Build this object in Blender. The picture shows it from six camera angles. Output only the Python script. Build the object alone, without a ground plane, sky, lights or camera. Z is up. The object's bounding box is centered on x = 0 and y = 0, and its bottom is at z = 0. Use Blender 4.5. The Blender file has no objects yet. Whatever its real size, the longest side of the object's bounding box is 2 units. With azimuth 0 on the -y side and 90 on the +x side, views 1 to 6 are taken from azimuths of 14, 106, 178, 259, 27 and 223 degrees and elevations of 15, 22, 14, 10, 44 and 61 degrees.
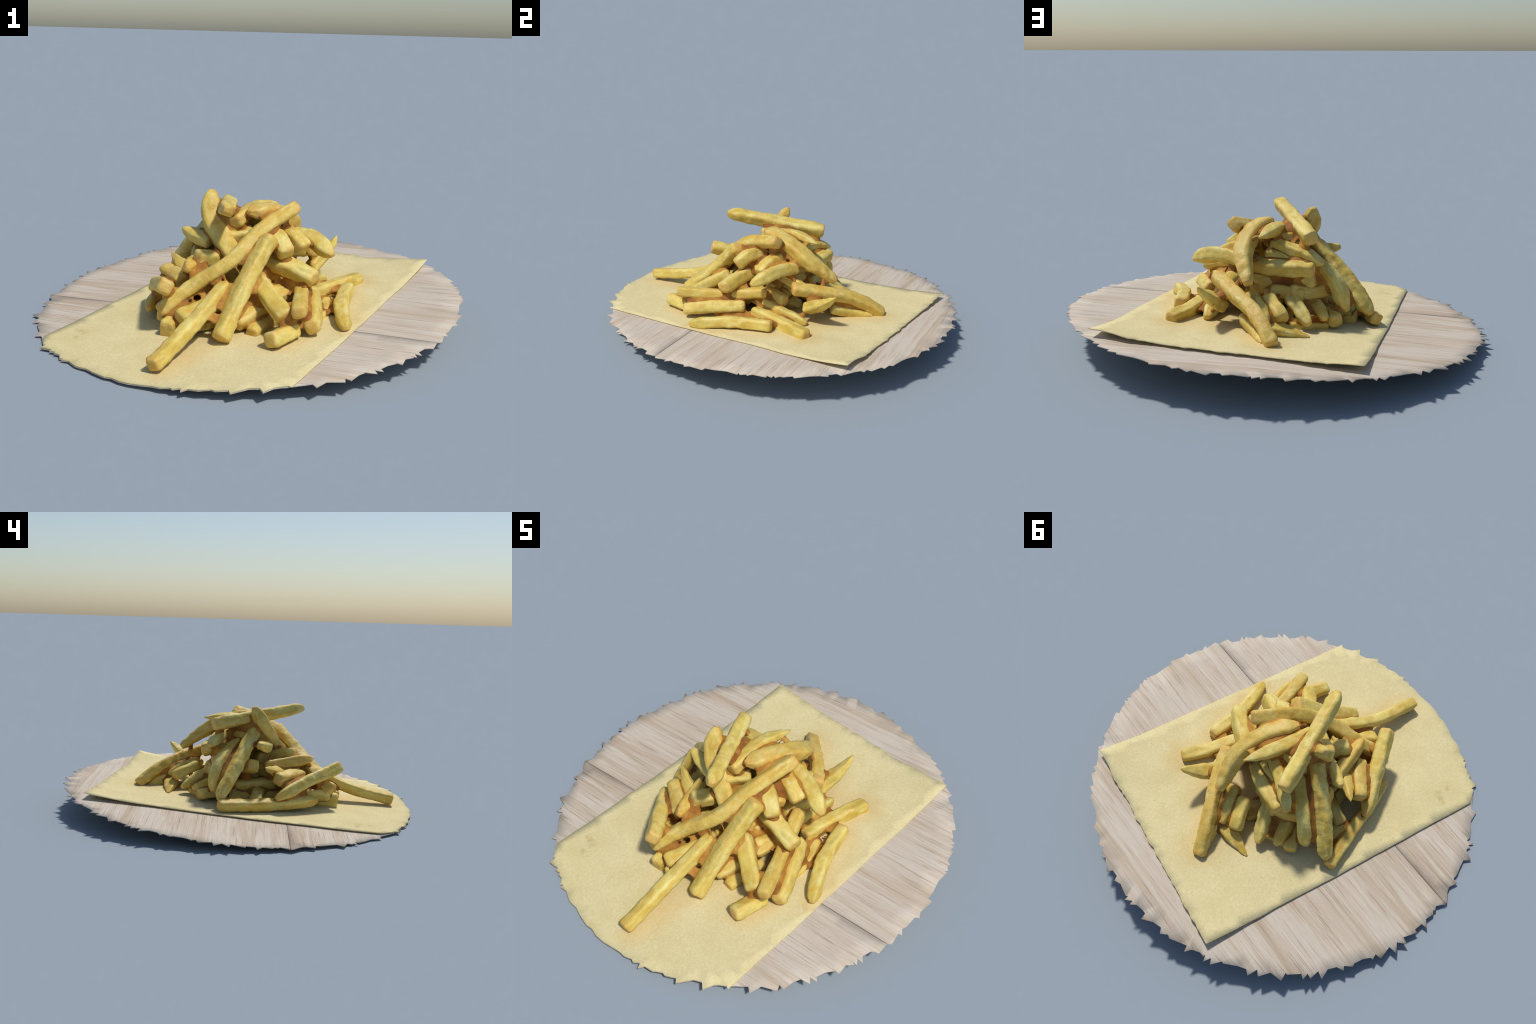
import bpy, bmesh, math, random
import numpy as np
from mathutils import Vector, Matrix, noise
from mathutils.geometry import delaunay_2d_cdt

rng = random.Random(7)
COL = bpy.context.scene.collection

# ------------------------------------------------------------------ helpers
# how far the rim droops below the even dish, at compass points round the board
DROOP = [(-180, 0), (-163, 3), (-150, -3), (-137, -1), (-118, -11), (-100, -16), (-85, -6), (-65, -3),
         (-45, -2), (-20, -3), (0, 2), (20, -12), (35, -22), (45, -30), (57, -34), (70, -30),
         (83, -20), (100, -16), (115, -8), (128, -1), (142, 2), (160, 5), (180, 0)]

def droop(deg):
    for (a, p), (b, q) in zip(DROOP, DROOP[1:]):
        if a <= deg <= b:
            t = (deg - a) / (b - a)
            return 0.001 * (p + (q - p) * t * t * (3 - 2 * t))
    return 0.0

def ground_height(x, y):
    """Gently dished, tilted top of the board with a drooping rim."""
    z = (0.0858 + 0.064 * x + 0.0645 * y - 0.0024 * x * x
         + 0.019 * x * y + 0.0164 * y * y)
    return z + droop(math.degrees(math.atan2(y, x))) * (math.hypot(x, y) / 0.975) ** 2

def new_object(name, mesh, parent=None):
    o = bpy.data.objects.new(name, mesh)
    COL.objects.link(o)
    if parent:
        o.parent = parent
    return o

def empty(name, loc=(0, 0, 0)):
    o = bpy.data.objects.new(name, None)
    o.location = loc
    COL.objects.link(o)
    return o

def srgb(r, g, b):
    def f(c):
        c /= 255.0
        return c / 12.92 if c <= 0.04045 else ((c + 0.055) / 1.055) ** 2.4
    return (f(r), f(g), f(b), 1.0)

class Nodes:
    """Small wrapper so that the materials below read as recipes."""
    def __init__(self, name, rough=0.6, spec=0.3):
        self.mat = bpy.data.materials.new(name)
        self.mat.use_nodes = True
        self.t = self.mat.node_tree
        self.bsdf = self.t.nodes["Principled BSDF"]
        self.bsdf.inputs["Roughness"].default_value = rough
        self.bsdf.inputs["Specular IOR Level"].default_value = spec
        self.coord = self.t.nodes.new("ShaderNodeTexCoord")

    def put(self, sock, v):
        if v is None:
            return
        if isinstance(v, bpy.types.NodeSocket):
            self.t.links.new(v, sock)
        elif isinstance(v, (tuple, list)) and len(v) == 4 and sock.type == "VECTOR":
            sock.default_value = v[:3]
        else:
            sock.default_value = v

    def mapping(self, vec, scale=(1, 1, 1), rot=(0, 0, 0), loc=(0, 0, 0)):
        n = self.t.nodes.new("ShaderNodeMapping")
        self.put(n.inputs["Vector"], vec)
        n.inputs["Scale"].default_value = scale
        n.inputs["Rotation"].default_value = rot
        self.put(n.inputs["Location"], loc)
        return n.outputs[0]

    def noise(self, vec, scale, detail=4, rough=0.55, distort=0.0):
        n = self.t.nodes.new("ShaderNodeTexNoise")
        self.put(n.inputs["Vector"], vec)
        n.inputs["Scale"].default_value = scale
        n.inputs["Detail"].default_value = detail
        n.inputs["Roughness"].default_value = rough
        n.inputs["Distortion"].default_value = distort
        return n.outputs["Fac"]

    def voronoi(self, vec, scale):
        n = self.t.nodes.new("ShaderNodeTexVoronoi")
        self.put(n.inputs["Vector"], vec)
        n.inputs["Scale"].default_value = scale
        return n.outputs["Distance"]

    def ramp(self, fac, *stops):
        n = self.t.nodes.new("ShaderNodeValToRGB")
        self.put(n.inputs[0], fac)
        e = n.color_ramp.elements
        while len(e) < len(stops):
            e.new(0.5)
        for el, (p, c) in zip(e, stops):
            el.position = p
            el.color = c if isinstance(c, tuple) else (c, c, c, 1)
        return n.outputs[0]

    def math(self, op, a, b=None, c=None, clamp=False):
        n = self.t.nodes.new("ShaderNodeMath")
        n.operation = op
        n.use_clamp = clamp
        for s, v in zip(n.inputs, (a, b, c)):
            self.put(s, v)
        return n.outputs[0]

    def mix(self, fac, a, b, mode="MIX"):
        n = self.t.nodes.new("ShaderNodeMix")
        n.data_type = "RGBA"
        n.blend_type = mode
        self.put(n.inputs[0], fac)
        self.put(n.inputs[6], a)
        self.put(n.inputs[7], b)
        return n.outputs[2]

    def xyz(self, vec):
        n = self.t.nodes.new("ShaderNodeSeparateXYZ")
        self.put(n.inputs[0], vec)
        return n.outputs

    def random(self):
        return self.t.nodes.new("ShaderNodeObjectInfo").outputs["Random"]

    def shifted(self, vec, amount):
        """Coordinates pushed by the object's own random number."""
        n = self.t.nodes.new("ShaderNodeVectorMath")
        n.operation = "ADD"
        self.put(n.inputs[0], vec)
        self.put(n.inputs[1], self.math("MULTIPLY", self.random(), amount))
        return n.outputs[0]

    def capsule(self, vec, a, b, r0, r1):
        """1 inside r0 of the segment a-b, fading to 0 at r1 (flat, in x and y)."""
        x, y, _ = self.xyz(vec)
        dx, dy = b[0] - a[0], b[1] - a[1]
        l2 = dx * dx + dy * dy + 1e-9
        px = self.math("SUBTRACT", x, a[0])
        py = self.math("SUBTRACT", y, a[1])
        t = self.math("MULTIPLY_ADD", py, dy / l2, self.math("MULTIPLY", px, dx / l2), clamp=True)
        qx = self.math("SUBTRACT", px, self.math("MULTIPLY", t, dx))
        qy = self.math("SUBTRACT", py, self.math("MULTIPLY", t, dy))
        d = self.math("SQRT", self.math("ADD", self.math("MULTIPLY", qx, qx), self.math("MULTIPLY", qy, qy)))
        n = self.t.nodes.new("ShaderNodeMapRange")
        n.interpolation_type = "SMOOTHSTEP"
        self.put(n.inputs[0], d)
        for i, v in enumerate((r0, r1, 1.0, 0.0)):
            n.inputs[1 + i].default_value = v
        return n.outputs[0]

    def finish(self, colour, height=None, strength=0.3, distance=0.004):
        self.put(self.bsdf.inputs["Base Color"], colour)
        if height is not None:
            b = self.t.nodes.new("ShaderNodeBump")
            b.inputs["Strength"].default_value = strength
            b.inputs["Distance"].default_value = distance
            self.put(b.inputs["Height"], height)
            self.put(self.bsdf.inputs["Normal"], b.outputs[0])
        return self.mat

# ---------------------------------------------------------------- materials
def fry_material():
    m = Nodes("fried_potato", rough=0.52, spec=0.35)
    obj, gen = m.coord.outputs["Object"], m.coord.outputs["Generated"]
    v = m.shifted(obj, 37.0)
    long = m.mapping(v, scale=(0.38, 1.0, 1.0))
    streak = m.noise(long, 40, 5, 0.62)
    patch = m.noise(long, 16, 3, 0.5)
    base = m.ramp(patch, (0.30, srgb(203, 168, 70)), (0.50, srgb(220, 195, 99)), (0.70, srgb(233, 215, 132)))
    pale = m.ramp(streak, (0.49, 0.0), (0.69, 0.7))
    col = m.mix(pale, base, srgb(235, 223, 148))
    gold = m.ramp(m.noise(m.mapping(v, loc=(5, 2, 1)), 12, 4, 0.6), (0.47, 0.0), (0.72, 0.52))
    col = m.mix(gold, col, srgb(206, 152, 50))
    olive = m.ramp(m.noise(m.mapping(long, loc=(9, 4, 2)), 26, 3, 0.6), (0.50, 0.0), (0.70, 0.6))
    col = m.mix(olive, col, srgb(184, 166, 80))
    # fried, browner ends
    x = m.xyz(gen)[0]
    end = m.math("ABSOLUTE", m.math("SUBTRACT", x, 0.5))
    end = m.math("ADD", end, m.math("MULTIPLY", m.math("SUBTRACT", patch, 0.5), 0.12))
    col = m.mix(m.ramp(end, (0.44, 0.0), (0.5, 0.5)), col, srgb(212, 160, 84))
    # how deeply each single fry was fried
    col = m.mix(m.ramp(m.random(), (0.5, 0.0), (1.0, 0.28)), col, srgb(204, 154, 70))
    # rare dark specks
    speck = m.ramp(m.voronoi(v, 15), (0.035, 0.75), (0.09, 0.0))
    keep = m.ramp(m.noise(m.mapping(v, loc=(1, 7, 3)), 6, 1), (0.6, 0.0), (0.66, 1.0))
    col = m.mix(m.math("MULTIPLY", speck, keep), col, srgb(104, 62, 30))
    fine = m.noise(v, 110, 3, 0.6)
    skin = m.noise(m.mapping(v, scale=(1.5, 0.8, 0.8)), 42, 3, 0.55)
    h = m.math("ADD", m.math("MULTIPLY", fine, 0.35), m.math("MULTIPLY", skin, 0.9))
    return m.finish(col, h, 0.4, 0.007)

def web_material():
    m = Nodes("brown_web", rough=0.7, spec=0.2)
    obj = m.coord.outputs["Object"]
    n = m.noise(obj, 13, 4, 0.6)
    col = m.ramp(n, (0.32, srgb(140, 90, 38)), (0.52, srgb(172, 122, 52)), (0.72, srgb(202, 160, 78)))
    red = m.ramp(m.noise(m.mapping(obj, loc=(4, 1, 8)), 9, 3, 0.6), (0.48, 0.0), (0.66, 0.65))
    col = m.mix(red, col, srgb(124, 68, 32))
    return m.finish(col, m.noise(obj, 60, 3), 0.3, 0.005)

def paper_material():
    m = Nodes("straw_paper", rough=0.85, spec=0.15)
    obj = m.coord.outputs["Object"]
    cloud = m.noise(obj, 6, 4, 0.6)
    grain = m.noise(obj, 95, 4, 0.7)
    col = m.ramp(cloud, (0.3, srgb(218, 203, 152)), (0.7, srgb(229, 216, 167)))
    col = m.mix(m.ramp(grain, (0.35, 0.3), (0.62, 0.0)), col, srgb(190, 172, 112))
    col = m.mix(m.ramp(grain, (0.58, 0.0), (0.8, 0.5)), col, srgb(240, 230, 184))
    # grease round the fries
    wob = m.math("MULTIPLY", m.math("SUBTRACT", m.noise(obj, 14, 4, 0.6), 0.5), 0.7)
    grease = None
    for a, b, r0, r1 in GREASE:
        c = m.capsule(obj, a, b, r0, r1)
        grease = c if grease is None else m.math("MAXIMUM", grease, c)
    grease = m.math("MULTIPLY", grease, m.math("ADD", 0.30, wob), clamp=True)
    col = m.mix(grease, col, srgb(208, 172, 104))
    # flecks of bran, a stain near the rim
    v = m.voronoi(obj, 24)
    keep = m.ramp(m.noise(m.mapping(obj, loc=(3, 3, 0)), 9, 1), (0.5, 0.0), (0.58, 1.0))
    col = m.mix(m.math("MULTIPLY", m.ramp(v, (0.05, 0.4), (0.11, 0.0)), keep), col, srgb(150, 130, 84))
    spot = m.math("ADD", m.capsule(obj, (-0.62, -0.50), (-0.575, -0.53), 0.004, 0.03),
                  m.capsule(obj, (-0.60, -0.58), (-0.59, -0.585), 0.002, 0.02))
    spot = m.math("MULTIPLY", spot, m.ramp(m.noise(obj, 40, 3), (0.4, 0.1), (0.6, 0.5)))
    col = m.mix(spot, col, srgb(182, 158, 98))
    return m.finish(col, grain, 0.35, 0.004)

def wood_material():
    m = Nodes("limed_wood", rough=0.7, spec=0.2)
    obj = m.coord.outputs["Object"]
    g = m.mapping(obj, scale=(0.8, 17.0, 6.0), rot=(0, 0, 0))
    warp = m.noise(m.mapping(obj, scale=(1.2, 5, 1)), 3, 3)
    broad = m.noise(g, 1.5, 4, 0.6, 0.6)
    fine = m.noise(m.mapping(obj, scale=(1.5, 62.0, 20.0)), 2.0, 5, 0.7, 0.4)
    hair = m.noise(m.mapping(obj, scale=(2.4, 190.0, 40.0)), 2.0, 3, 0.6)
    col = m.ramp(broad, (0.30, srgb(184, 165, 140)), (0.45, srgb(199, 184, 163)),
                 (0.60, srgb(209, 198, 181)), (0.75, srgb(197, 177, 150)))
    band = m.noise(m.mapping(obj, scale=(0.5, 5.0, 2.0)), 1.6, 3, 0.55)
    col = m.mix(m.ramp(band, (0.44, 0.0), (0.60, 0.55)), col, srgb(209, 198, 182))
    col = m.mix(m.ramp(band, (0.34, 0.5), (0.46, 0.0)), col, srgb(190, 169, 146))
    col = m.mix(m.ramp(fine, (0.35, 0.75), (0.46, 0.0)), col, srgb(164, 139, 117))
    col = m.mix(m.ramp(fine, (0.56, 0.0), (0.70, 0.55)), col, srgb(216, 208, 197))
    col = m.mix(m.ramp(hair, (0.34, 0.3), (0.45, 0.0)), col, srgb(154, 130, 106))
    col = m.mix(m.ramp(warp, (0.5, 0.0), (0.75, 0.4)), col, srgb(198, 179, 162))
    return m.finish(col, m.math("ADD", fine, m.math("MULTIPLY", hair, 0.6)), 0.25, 0.004)

def plain(name, c, rough=0.8):
    m = Nodes(name, rough=rough, spec=0.15)
    n = m.noise(m.coord.outputs["Object"], 40, 3)
    return m.finish(m.mix(m.math("MULTIPLY", n, 0.5), c, tuple(q * 0.6 for q in c[:3]) + (1,)))

# ------------------------------------------------------- board and its rim
GRAIN = math.atan2(-0.326, 1.872)          # direction of the boards' grain
SEAM_A, SEAM_B = Vector((-0.973, -0.073)), Vector((0.899, -0.399))

def rim_outline():
    """Ragged, sawn-looking circle: teeth of uneven pitch and depth."""
    pts, a = [], 0.0
    r = random.Random(21)
    while a < 2 * math.pi - 0.012:
        deg = math.degrees(a)
        base = 0.9655 + 0.015 * math.cos(a - 0.3) + 0.003 * math.sin(3 * a + 1) + r.uniform(-.006, .006)
        calm = 235 < deg < 262                  # a nearly smooth stretch
        pts.append((a, base))
        kind = r.random()
        if calm or kind < 0.36:                 # plain stretch
            a += r.uniform(0.02, 0.05)
            continue
        pitch = r.uniform(0.024, 0.085)
        lean = r.choice((0.12, 0.25, 0.75, 0.9)) + r.uniform(-.08, .08)
        amp = r.uniform(0.007, 0.018) if kind < 0.65 else r.uniform(0.020, 0.042)
        if a + pitch < 2 * math.pi - 0.004:
            pts.append((a + pitch * lean, min(base + amp, 0.9985)))
        a += pitch
    return pts

RIM = rim_outline()

def rim_points(a0, a1):
    """Rim points going anticlockwise from angle a0 to a1 (radians)."""
    a1 += 2 * math.pi if a1 < a0 else 0
    got = []
    for k in (-1, 0, 1):
        for a, r in RIM:
            if a0 < a + 2 * math.pi * k < a1:
                got.append((a + 2 * math.pi * k, r))
    return [Vector((r * math.cos(a), r * math.sin(a))) for a, r in sorted(got)]

def sheet_mesh(name, outline, step, top, thick):
    """Closed slab: outline filled with a grid, lifted to top(x, y)."""
    n = len(outline)
    pts = list(outline)
    poly = [(p.x, p.y) for p in outline]
    def inside(x, y):
        c, j = False, n - 1
        for i in range(n):
            xi, yi = poly[i]
            xj, yj = poly[j]
            if (yi > y) != (yj > y) and x < (xj - xi) * (y - yi) / (yj - yi) + xi:
                c = not c
            j = i
        return c
    k = int(1.02 / step)
    for i in range(-k, k + 1):
        for j in range(-k, k + 1):
            x, y = (i + 0.5 * (j % 2)) * step, j * step
            if x * x + y * y < 0.93 ** 2 and inside(x, y):
                if min((x - p[0]) ** 2 + (y - p[1]) ** 2 for p in poly) > (0.5 * step) ** 2:
                    pts.append(Vector((x, y)))
    vs, es, fs = delaunay_2d_cdt(pts, [(i, (i + 1) % n) for i in range(n)], [], 1, 1e-6)[:3]
    bm = bmesh.new()
    tv = [bm.verts.new((p.x, p.y, top(p.x, p.y))) for p in vs]
    bv = [bm.verts.new((p.x, p.y, top(p.x, p.y) - thick(p.x, p.y))) for p in vs]
    for f in fs:
        bm.faces.new([tv[i] for i in f])
        bm.faces.new([bv[i] for i in reversed(f)])
    for e in [e for e in bm.edges if len(e.link_faces) == 1 and e.verts[0] in set(tv[:])]:
        a, b = (v.index for v in e.verts) if False else e.verts
        ia, ib = tv.index(a), tv.index(b)
        bm.faces.new((tv[ia], tv[ib], bv[ib], bv[ia]))
    bmesh.ops.recalc_face_normals(bm, faces=bm.faces)
    me = bpy.data.meshes.new(name)
    bm.to_mesh(me)
    bm.free()
    for p in me.polygons:
        p.use_smooth = abs(p.normal.z) > 0.6
    return me

def board_top(x, y):
    return ground_height(x, y) - 0.002

def angle(p):
    return math.atan2(p.y, p.x)

def build_board(mat, dark):
    board = empty("wooden_board", (0, 0, 0))
    board["label"] = "round limed wooden board with ragged sawn rim"
    board["category"] = "serving board"
    d = (SEAM_B - SEAM_A).normalized()
    nrm = Vector((-d.y, d.x))
    gap = 0.0015
    for side in (1, -1):
        a, b = SEAM_A + nrm * side * gap, SEAM_B + nrm * side * gap
        cut = [a.lerp(b, t / 60) + nrm * side * 0.0022 * abs(noise.noise((t * 0.9, side * 3.0, 0))) for t in range(61)]
        if side == 1:        # far plank: from the right end round the back to the left end
            outline = cut + rim_points(angle(SEAM_B) + 0.008, angle(SEAM_A) - 0.008)
        else:                # near plank
            outline = cut[::-1] + rim_points(angle(SEAM_A) + 0.008, angle(SEAM_B) - 0.008)
        me = sheet_mesh("plank", outline, 0.055, board_top, lambda x, y: min(0.003, max(0.002, board_top(x, y) - 0.0005)))
        rot = Matrix.Rotation(-GRAIN, 4, "Z")
        me.transform(rot)
        o = new_object("plank", me, board)
        o.rotation_euler = (0, 0, GRAIN)
        me.materials.append(mat)
    strip = []
    for t in range(41):
        p = SEAM_A.lerp(SEAM_B, 0.004 + 0.992 * t / 40)
        strip.append((p + nrm * 0.009, p - nrm * 0.009))
    bm = bmesh.new()
    rows = []
    for pair in strip:
        rows.append([bm.verts.new((p.x, p.y, board_top(p.x, p.y) - d)) for d in (0.0014, 0.0024) for p in pair])
    for p, q in zip(rows, rows[1:]):
        for a, b in ((0, 1), (1, 3), (3, 2), (2, 0)):
            bm.faces.new((p[a], p[b], q[b], q[a]))
    bm.faces.new([rows[0][i] for i in (0, 1, 3, 2)])
    bm.faces.new([rows[-1][i] for i in (2, 3, 1, 0)])
    bmesh.ops.recalc_face_normals(bm, faces=bm.faces)
    me = bpy.data.meshes.new("seam")
    bm.to_mesh(me)
    bm.free()
    me.materials.append(dark)
    new_object("seam", me, board)
    return board

# ------------------------------------------------------------------- paper
CORNER_A, CORNER_B = Vector((-0.300, 0.879)), Vector((0.810, 0.544))
EDGE_A, EDGE_B = Vector((-0.733, -0.607)), Vector((0.408, -0.888))

def paper_lift(x, y):
    p = Vector((x, y))
    d = (CORNER_B - CORNER_A).normalized()
    back = abs((p - CORNER_A).cross(d))                     # distance to the torn back edge
    ca, cb = (p - CORNER_A).length, (p - CORNER_B).length
    side = (EDGE_A - CORNER_A).normalized()
    left = abs((p - CORNER_A).cross(side))
    right = abs((p - CORNER_B).cross((EDGE_B - CORNER_B).normalized()))
    h = 0.002
    h += 0.007 * math.exp(-back / 0.09)
    h += 0.015 * math.exp(-(ca / 0.24) ** 2) + 0.021 * math.exp(-(cb / 0.18) ** 2)
    h += 0.003 * math.exp(-left / 0.12)
    h += 0.004 * math.exp(-back / 0.02) + 0.003 * math.exp(-min(left, right) / 0.02)   # torn lip
    h -= 0.005 * math.exp(-((x - .07) ** 2 + (y - .62) ** 2) / 0.15 ** 2)
    h += 0.0012 * noise.noise((x * 4, y * 4, 2.0)) + 0.003 * math.exp(-back / 0.05) * noise.noise((x * 9, y * 9, 7.0))
    return h

def build_paper(mat):
    def edge(a, b, n, rough, seed):
        d = (b - a).normalized()
        q = Vector((-d.y, d.x))
        out = []
        for i in range(n):
            t = i / n
            w = rough * (noise.noise((t * n * 0.06, seed, 0)) + 0.45 * noise.noise((t * n * 0.21, seed, 5))
                         + 0.22 * noise.noise((t * n * 0.53, seed, 9)))
            out.append(a.lerp(b, t) + q * w * min(1, 8 * t, 8 * (1 - t)))
        return out
    ea = EDGE_A + (EDGE_A - CORNER_A).normalized() * 0.01
    eb = EDGE_B + (EDGE_B - CORNER_B).normalized() * 0.01
    outline = (edge(CORNER_B, CORNER_A, 150, 0.013, 1.0) + edge(CORNER_A, ea, 90, 0.004, 2.0)
               + rim_points(angle(ea) + 0.006, angle(eb) - 0.006) + edge(eb, CORNER_B, 90, 0.004, 3.0))
    outline = [p * 0.9995 for p in outline]
    me = sheet_mesh("paper_sheet", outline, 0.045, lambda x, y: ground_height(x, y) + paper_lift(x, y),
                    lambda x, y: 0.0028)
    o = new_object("paper_sheet", me)
    o["label"] = "sheet of yellow straw paper with torn edge"
    o["category"] = "food paper"
    me.materials.append(mat)
    return o

# -------------------------------------------------------------------- fries
FRIES = []        # (object, world mesh data) for the web

def spline(points, n):
    """Catmull-Rom through the control points, evenly resampled to n points."""
    P = [Vector(p) for p in points]
    P = [2 * P[0] - P[1]] + P + [2 * P[-1] - P[-2]]
    fine = []
    for i in range(1, len(P) - 2):
        for k in range(24):
            t = k / 24
            a, b, c, d = P[i - 1], P[i], P[i + 1], P[i + 2]
            fine.append(0.5 * ((2 * b) + (c - a) * t + (2 * a - 5 * b + 4 * c - d) * t * t
                               + (3 * b - a - 3 * c + d) * t ** 3))
    fine.append(P[-2])
    cum = [0.0]
    for a, b in zip(fine, fine[1:]):
        cum.append(cum[-1] + (b - a).length)
    out, j = [], 0
    for i in range(n):
        s = cum[-1] * i / (n - 1)
        while j < len(cum) - 2 and cum[j + 1] < s:
            j += 1
        f = (s - cum[j]) / max(1e-9, cum[j + 1] - cum[j])
        out.append(fine[j].lerp(fine[j + 1], min(1, max(0, f))))
    return out, cum[-1]

def end_scale(s, kind):
    """Girth at distance s from an end: square cut, slanted cut, blunt nose or point."""
    s = max(0.0, s)
    if kind == "tip":
        return (0.16 + 0.84 * min(1, s / 0.12) ** 0.75, 0.16 + 0.84 * min(1, s / 0.15) ** 0.8)
    if kind == "taper":
        k = 0.50 + 0.50 * min(1, s / 0.15) ** 0.8
        return (k, k)
    if kind == "nose":
        return (0.42 + 0.58 * min(1, s / 0.055) ** 0.6, 0.42 + 0.58 * min(1, s / 0.07) ** 0.6)
    c = 0.90 + 0.10 * min(1, s / 0.010) ** 0.5
    return (c, c)

def fry(points, w=0.066, h=None, roll=0.0, ends=("cut", "cut"), bumpy=1.3, square=5.0, shear=(0.0, 0.0)):
    h = h or w
    seed = rng.uniform(0, 100)
    P = [Vector(p) for p in points]
    w, h = w * 0.98, h * 0.98
    core = Vector((0.0, -0.06, 0.10))
    for i, p in enumerate(P):
        if 0.09 < p.z - ground_height(p.x, p.y) < 0.45:
            P[i] = p + (core - p).normalized() * 0.003
    P[0] = P[0] + (P[0] - P[1]).normalized() * 0.006
    P[-1] = P[-1] + (P[-1] - P[-2]).normalized() * 0.006
    length = sum((b - a).length for a, b in zip(P, P[1:]))
    n = max(14, int(length / 0.009))
    C, length = spline(P, n)
    # local frame: x along the chord, z up
    ex = (C[-1] - C[0]).normalized()
    up = Vector((0, 0, 1)) if abs(ex.z) < 0.93 else Vector((0, 1, 0))
    ey = up.cross(ex).normalized()
    ez = ex.cross(ey)
    mid = sum(C, Vector()) / n
    M = Matrix((ex, ey, ez)).transposed()
    L = [M.transposed() @ (c - mid) for c in C]
    segs = 24
    bm = bmesh.new()
    rings = []
    for i, c in enumerate(L):
        t = (L[min(i + 1, n - 1)] - L[max(i - 1, 0)]).normalized()
        side = Vector((0, 0, 1)).cross(t).normalized()
        top = t.cross(side)
        s = length * i / (n - 1)
        k0, k1 = end_scale(s, ends[0]), end_scale(length - s, ends[1])
        sw, sh = k0[0] * k1[0], k0[1] * k1[1]
        wid = w * sw * (1 + 0.10 * noise.noise((s * 9, seed, 0)))
        hei = h * sh * (1 + 0.10 * noise.noise((s * 9, seed, 9)))
        rr = roll + 0.15 * noise.noise((s * 4, seed, 4))
        ring = []
        sh0 = shear[0] * max(0, 1 - s / 0.05) + shear[1] * max(0, 1 - (length - s) / 0.05)
        for q in range(segs):
            a = 2 * math.pi * q / segs
            ca, sa = math.cos(a), math.sin(a)
            r = (abs(ca) ** square + abs(sa) ** square) ** (-1 / square)
            u, v = r * ca * wid * 0.5, r * sa * hei * 0.5
            u, v = u * math.cos(rr) - v * math.sin(rr), u * math.sin(rr) + v * math.cos(rr)
            d = side * u + top * v
            p = c + d + t * (sh0 * v)
            q3 = p * 24 + Vector((seed, 0, 0))
            amt = bumpy * (0.0032 * noise.noise(q3) + 0.0016 * noise.noise(q3 * 2.6))
            ring.append(bm.verts.new(p + d.normalized() * amt))
        rings.append(ring)
    for a, b in zip(rings, rings[1:]):
        for q in range(segs):
            bm.faces.new((a[q], a[(q + 1) % segs], b[(q + 1) % segs], b[q]))
    for ring, c, sgn, i in ((rings[0], L[0], -1, 0), (rings[-1], L[-1], 1, 1)):
        t = ((L[1] - L[0]) if i == 0 else (L[-1] - L[-2])).normalized() * sgn
        centre = sum((v.co for v in ring), Vector()) / segs
        prev = ring
        for f, push in ((0.90, 0.0045), (0.5, 0.0065)):
            new = []
            for v in ring:
                p = centre + (v.co - centre) * f
                p = p + t * (push + 0.0025 * noise.noise(p * 40 + Vector((seed, 3, 3))))
                new.append(bm.verts.new(p))
            for q in range(segs):
                fc = (prev[q], prev[(q + 1) % segs], new[(q + 1) % segs], new[q])
                bm.faces.new(fc if sgn > 0 else fc[::-1])
            prev = new
        tip = bm.verts.new(centre + t * 0.0068)
        for q in range(segs):
            fc = (prev[q], prev[(q + 1) % segs], tip)
            bm.faces.new(fc if sgn > 0 else fc[::-1])
    bmesh.ops.recalc_face_normals(bm, faces=bm.faces)
    me = bpy.data.meshes.new("fry")
    bm.to_mesh(me)
    bm.free()
    for p in me.polygons:
        p.use_smooth = True
    me.materials.append(FRY_MAT)
    o = new_object("fry", me, PILE)
    T = M.to_4x4()
    T.translation = mid
    o.matrix_local = PILE.matrix_basis.inverted() @ T
    FRIES.append((me, T))
    return o

def lie(x, y, h=0.033):
    """A point lying on the paper at height h above it."""
    return (x, y, ground_height(x, y) + h)

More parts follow.
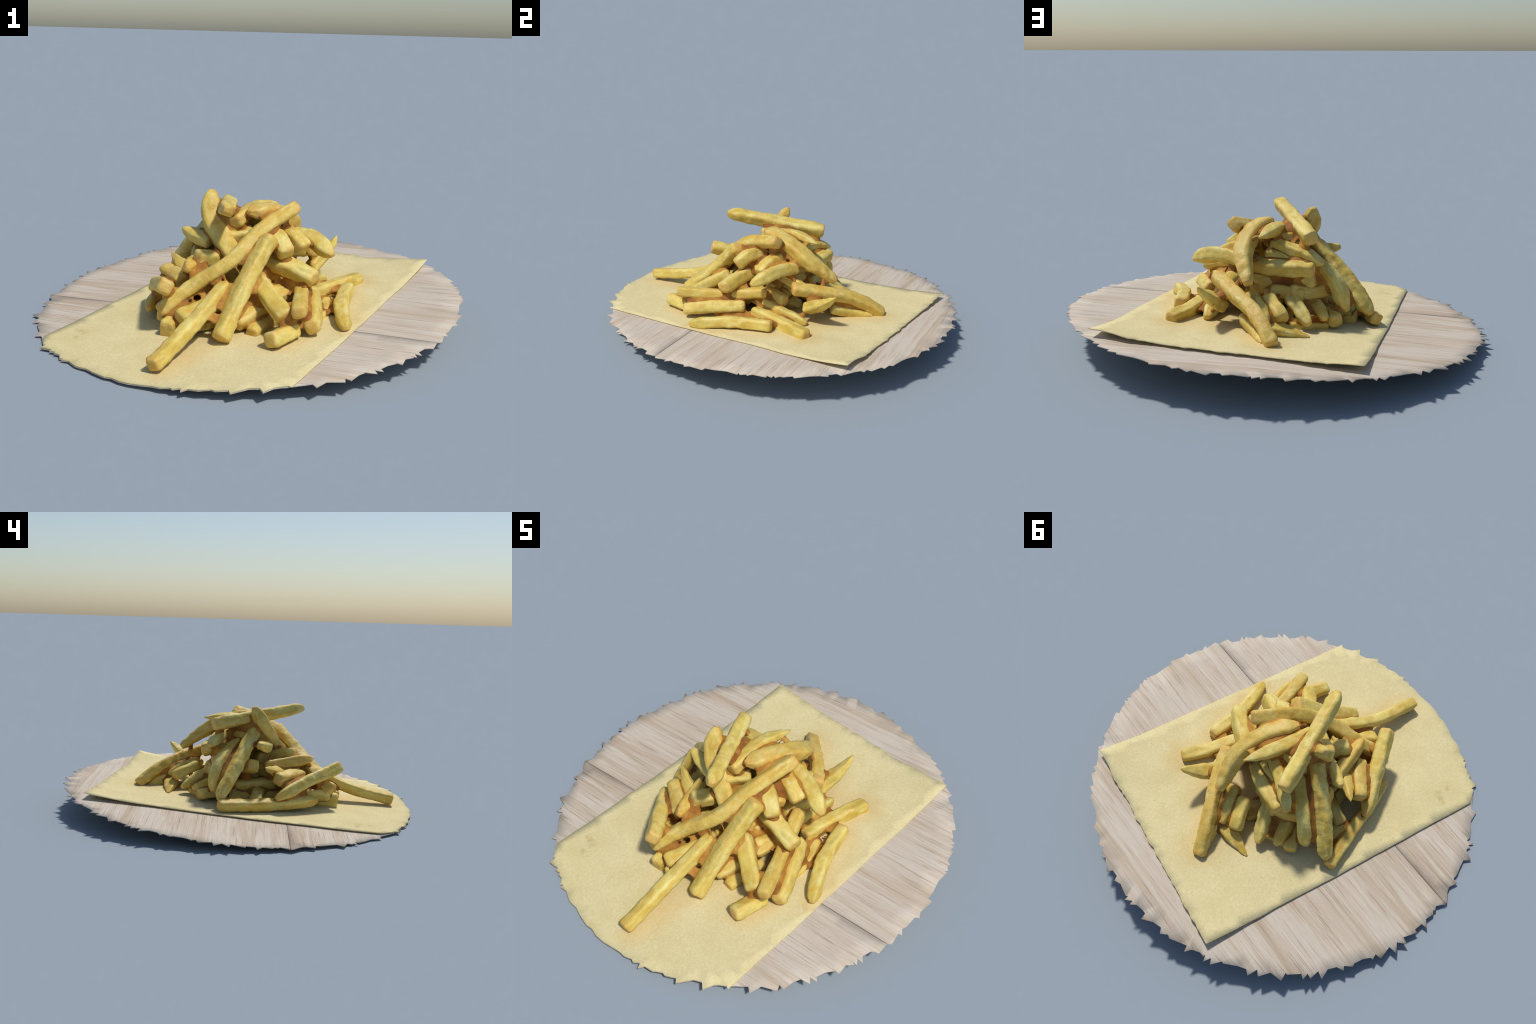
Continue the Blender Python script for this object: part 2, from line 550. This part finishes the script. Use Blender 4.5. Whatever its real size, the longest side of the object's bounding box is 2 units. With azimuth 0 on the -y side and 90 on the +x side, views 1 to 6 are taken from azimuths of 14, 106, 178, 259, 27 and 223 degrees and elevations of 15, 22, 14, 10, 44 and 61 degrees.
def build_fries():
    # ---- top of the pile
    fry([(-.006, -.338, .572), (-.073, -.080, .532), (-.136, .176, .498)], 0.07, 0.07, .35, ("nose", "cut"))
    fry([(-.160, -.041, .583), (-.147, -.096, .484), (-.076, -.155, .405), (.005, -.222, .333)], .086, .066, .3, ("nose", "cut"))
    fry([(.215, .009, .528), (.108, -.176, .461), (.003, -.308, .339), (-.142, -.375, .236), (-.261, -.449, .136)], 0.07, 0.064, .5)
    fry([(.040, -.100, .519), (.128, .045, .498), (.171, .188, .425), (.152, .325, .333)], 0.082, 0.072, .3, ("nose", "taper"), 1.6)
    fry([(.093, .195, .507), (.024, .050, .512), (-.022, -.128, .478)], .068, .060, .2, ("tip", "cut"))
    fry([(-.055, -.135, .410), (.035, -.080, .418)], .070, .065, .3)
    # ---- long leaning fries at the front
    fry([(.157, -.230, .436), (.084, -.386, .256), (.042, -.561, .090)], 0.078, 0.068, .45)
    fry([(.000, -.369, .243), (-.083, -.595, .128), (-.140, -.852, .063)], 0.062, 0.06, .15)
    fry([(.115, -.087, .418), (.183, -.153, .415), (.228, -.203, .372)], 0.078, 0.072, .2)
    fry([(.127, -.135, .312), (.245, -.186, .301), (.357, -.238, .277)], 0.084, 0.07, .4)
    fry([(.132, -.297, .253), (.209, -.385, .214), (.286, -.468, .172)], 0.08, 0.066, .5)
    # ---- right flank
    fry([(.168, .013, .418), (.228, -.029, .401), (.282, -.058, .368)], .070, .066, .2)
    fry([(.185, .105, .376), (.292, .036, .389), (.405, -.062, .346)], .074, .068, .5, ("cut", "nose"))
    fry([(.282, -.030, .251), (.315, -.261, .216), (.350, -.497, .208)], 0.064, 0.056, .15)
    fry([(.336, -.132, .170), (.372, -.289, .160), (.396, -.438, .130)], 0.07, 0.068, .5)
    fry([(.320, -.450, .110), (.255, -.583, .108)], .068, .066, .3)
    fry([(.472, .058, .154), (.472, -.147, .140), (.521, -.359, .114)], 0.062, 0.06, .3, ("cut", "nose"))
    fry([(.493, .256, .142), (.421, .134, .143), (.335, -.06, .150)], .068, .070, .1)
    fry([(.362, .372, .318), (.33, .31, .262), (.270, .215, .195)], 0.074, 0.06, .4, ("tip", "cut"))
    fry([(.336, .216, .138), (.30, .06, .165), (.26, -.08, .20)], .062, .06, .3, ("nose", "cut"))
    fry([(.386, -.05, .115), (.395, -.16, .100), (.380, -.27, .090)], .060, .05, .2, ("cut", "nose"))
    fry([(.262, .075, .210), (.20, -.03, .22)], .066, .064, .2)
    # ---- back
    fry([(.289, .139, .304), (.206, .305, .270), (.113, .453, .220), (.051, .578, .134)], 0.066, 0.06, .35, ("cut", "cut"), 1.6)
    fry([(.160, .030, .362), (.058, .154, .357), (-.140, .223, .361)], 0.068, 0.064, .3, ("cut", "cut"), 1.5)
    fry([(.030, .080, .446), (-.08, .140, .425), (-.183, .209, .389)], .060, .056, .2, ("cut", "nose"))
    fry([(.142, .245, .236), (.108, .325, .212), (.073, .398, .186)], .074, .066, .3, ("cut", "nose"), 1.4)
    fry([(.055, .255, .232), (.030, .318, .209), (.000, .377, .184)], 0.066, 0.062, .25, ("cut", "cut"), 1.4)
    fry([(-.045, .190, .222), (-.078, .262, .187), (-.118, .342, .146)], 0.066, 0.06, .5, ("cut", "nose"), 1.3)
    fry([(-.12, .10, .19), (-.167, .196, .172), (-.192, .292, .152)], .064, .06, .4, ("cut", "nose"))
    fry([(-.17, .12, .13), (-.21, .19, .13), (-.250, .262, .130)], .066, .062, .2)
    fry([(.075, .39, .140), (-.01, .405, .130), (-.108, .425, .112)], 0.075, 0.055, .3, ("cut", "tip"))
    fry([(.16, .33, .17), (.10, .45, .14), (.085, .53, .125)], 0.07, 0.06, .3, ("cut", "nose"))
    # ---- left flank
    fry([(-.144, -.039, .455), (-.291, .071, .308), (-.415, .184, .143)], 0.072, 0.064, .5, ("cut", "nose"), 2.2)
    fry([(-.112, .046, .388), (-.243, .159, .305), (-.300, .201, .163)], 0.068, 0.062, .3, ("cut", "nose"), 1.5)
    fry([(-.444, .184, .109), (-.392, -.085, .098), (-.350, -.350, .106)], 0.058, 0.06, .4, ("cut", "nose"))
    fry([(-.219, -.509, .262), (-.312, -.316, .206), (-.406, -.130, .136)], 0.07, 0.066, .5, ("cut", "nose"))
    fry([(-.286, -.050, .402), (-.225, -.08, .385), (-.150, -.12, .375)], .062, .056, .3, ("nose", "cut"))
    fry([(-.340, -.075, .285), (-.29, -.12, .262), (-.215, -.18, .235)], .066, .06, .7, ("tip", "cut"))
    fry([(-.342, -.145, .222), (-.285, -.21, .222), (-.215, -.29, .225)], .070, .070, .3, ("cut", "cut"))
    fry([(-.171, -.358, .306), (-.191, -.234, .289), (-.200, -.106, .270)], .062, .064, .35, ("nose", "cut"))
    fry([(-.150, -.268, .332), (-.115, -.225, .322), (-.05, -.15, .31)], .074, .070, .2)
    fry([(-.252, -.020, .285), (-.20, .00, .27), (-.12, .02, .26)], .080, .075, .2)
    # ---- low front
    fry([(-.150, -.500, .130), (-.09, -.42, .150), (-.02, -.33, .165)], .072, .062, .3)
    fry([(-.212, -.500, .070), (-.195, -.40, .09), (-.18, -.30, .11)], .072, .095, .1)
    fry([(-.132, -.530, .095), (-.06, -.42, .09), (.0, -.34, .09)], .05, .04, .3)
    fry([(.070, -.430, .112), (.126, -.360, .140), (.17, -.28, .16)], .072, .066, .3)
    fry([(.144, -.445, .078), (.18, -.36, .09), (.22, -.28, .10)], .060, .055, .3)
    fry([(.185, -.262, .205), (.215, -.21, .20), (.25, -.15, .19)], .050, .05, .3)
    fry([(.215, -.30, .19), (.235, -.2, .19), (.24, -.1, .20)], .055, .06, .2, ("nose", "cut"))
    # ---- seen only in the gaps
    fry([(-.33, -.02, .10), (-.22, -.06, .13)], .07, .06, .2)
    fry([(-.34, .10, .10), (-.20, .06, .12)], .066, .06, .4)
    fry([(-.195, .06, .165), (-.185, -.15, .172)], .066, .06, .2)
    fry([(-.24, .07, .100), (-.225, -.20, .100)], .066, .06, .3)
    fry([(.08, .09, .252), (-.04, .13, .272), (-.152, .163, .298)], .072, .066, .2)
    fry([(.205, -.095, .340), (.12, .00, .360)], .066, .062, .2)
    fry([(-.06, .02, .465), (.06, .03, .465)], .062, .056, .2)
    fry([(.03, .27, .128), (-.05, .10, .122)], .07, .04, .1)
    fry([(-.355, -.02, .086), (-.325, .13, .09)], .07, .05, .1)
    fry([(-.20, .24, .10), (-.05, .28, .112)], .06, .04, .1)
    fry([(.055, .105, .412), (.00, .118, .398), (-.075, .125, .375)], .056, .05, .2)
    fry([(-.10, .20, .235), (.03, .16, .245)], .066, .06, .3)
    fry([(.25, .18, .290), (.19, .08, .310), (.13, .00, .315)], .066, .06, .3)
    fry([(-.245, -.44, .115), (-.275, -.23, .115)], .07, .066, .2)
    fry([(-.215, .12, .235), (-.13, .17, .232), (-.05, .19, .250)], .070, .066, .3)
    fry([(-.11, .00, .420), (.03, .07, .425)], .064, .06, .2)
    fry([(-.10, -.10, .300), (.10, -.05, .300)], .068, .064, .3)
    fry([(.00, -.20, .250), (.05, .08, .270)], .068, .064, .4)
    fry([(.13, -.20, .215), (.11, .10, .235)], .068, .064, .1)
    fry([(-.09, .02, .355), (.10, .05, .335)], .068, .064, .5)
    fry([(-.02, .12, .300), (.11, .08, .285)], .068, .064, .2)
    fry([(.06, .15, .215), (-.10, .10, .225)], .068, .064, .2)
    fry([(.12, -.32, .150), (.20, -.14, .160)], .066, .06, .2)
    # ---- hidden inside
    r = random.Random(5)
    for i in range(26):
        a, d = r.uniform(0, 2 * math.pi), 0.21 * math.sqrt(r.random())
        x, y = 0.02 + d * math.cos(a) * 0.8, -0.10 + d * math.sin(a) * 0.9
        z = ground_height(x, y) + 0.035 + r.random() * (0.20 - 0.7 * d)
        b = r.uniform(0, math.pi)
        l = r.uniform(.07, .12)
        v = Vector((math.cos(b) * l, math.sin(b) * l, r.uniform(-.03, .03)))
        c = Vector((x, y, z))
        fry([c - v, c, c + v], .068, .064, r.uniform(0, .7))

def build_web(mat):
    """Brown web bridging the fries: all fries swollen together, then shrunk back."""
    bm = bmesh.new()
    for me, T in FRIES:
        tmp = bmesh.new()
        tmp.from_mesh(me)
        tmp.transform(T)
        t2 = bpy.data.meshes.new("tmp")
        tmp.to_mesh(t2)
        tmp.free()
        bm.from_mesh(t2)
        bpy.data.meshes.remove(t2)
    me = bpy.data.meshes.new("fry_web")
    bm.to_mesh(me)
    bm.free()
    o = new_object("fry_web", me, None)
    def add(kind, **kw):
        m = o.modifiers.new(kind, kind)
        for k, v in kw.items():
            setattr(m, k, v)
    add("REMESH", mode="VOXEL", voxel_size=0.008)
    add("DISPLACE", mid_level=0.0, strength=CLOSE)
    add("REMESH", mode="VOXEL", voxel_size=0.009)
    add("DISPLACE", mid_level=0.0, strength=-(CLOSE + 0.0085))
    add("REMESH", mode="VOXEL", voxel_size=0.010)
    add("SMOOTH", factor=0.5, iterations=7)
    dg = bpy.context.evaluated_depsgraph_get()
    got = bpy.data.meshes.new_from_object(o.evaluated_get(dg))
    o.modifiers.clear()
    o.data = got
    got.materials.clear()
    got.materials.append(mat)
    for p in got.polygons:
        p.use_smooth = True
    o.parent = PILE
    o.matrix_parent_inverse = PILE.matrix_basis.inverted()
    o.name = "fry_web"
    o["kind"] = "stuff"
    bpy.data.meshes.remove(me)

CLOSE = 0.016
GREASE = [((.10, -.15), (.10, .12), 0.24, 0.42), ((.0, -.5), (-.11, -.86), 0.03, 0.10),
          ((.49, .05), (.53, -.33), 0.04, 0.11), ((.36, .10), (.50, .26), 0.05, 0.14),
          ((.12, .40), (.07, .56), 0.05, 0.13), ((.27, -.52), (.30, -.45), 0.05, 0.13)]

PILE = empty("french_fries", (0.03, -0.05, ground_height(0.03, -0.05)))
PILE["label"] = "heap of thick golden french fries, crossed and leaning"
PILE["category"] = "french fries"
FRY_MAT = fry_material()
build_board(wood_material(), plain("seam_filler", srgb(128, 104, 88)))
build_paper(paper_material())
bpy.context.view_layer.update()
build_fries()
build_web(web_material())
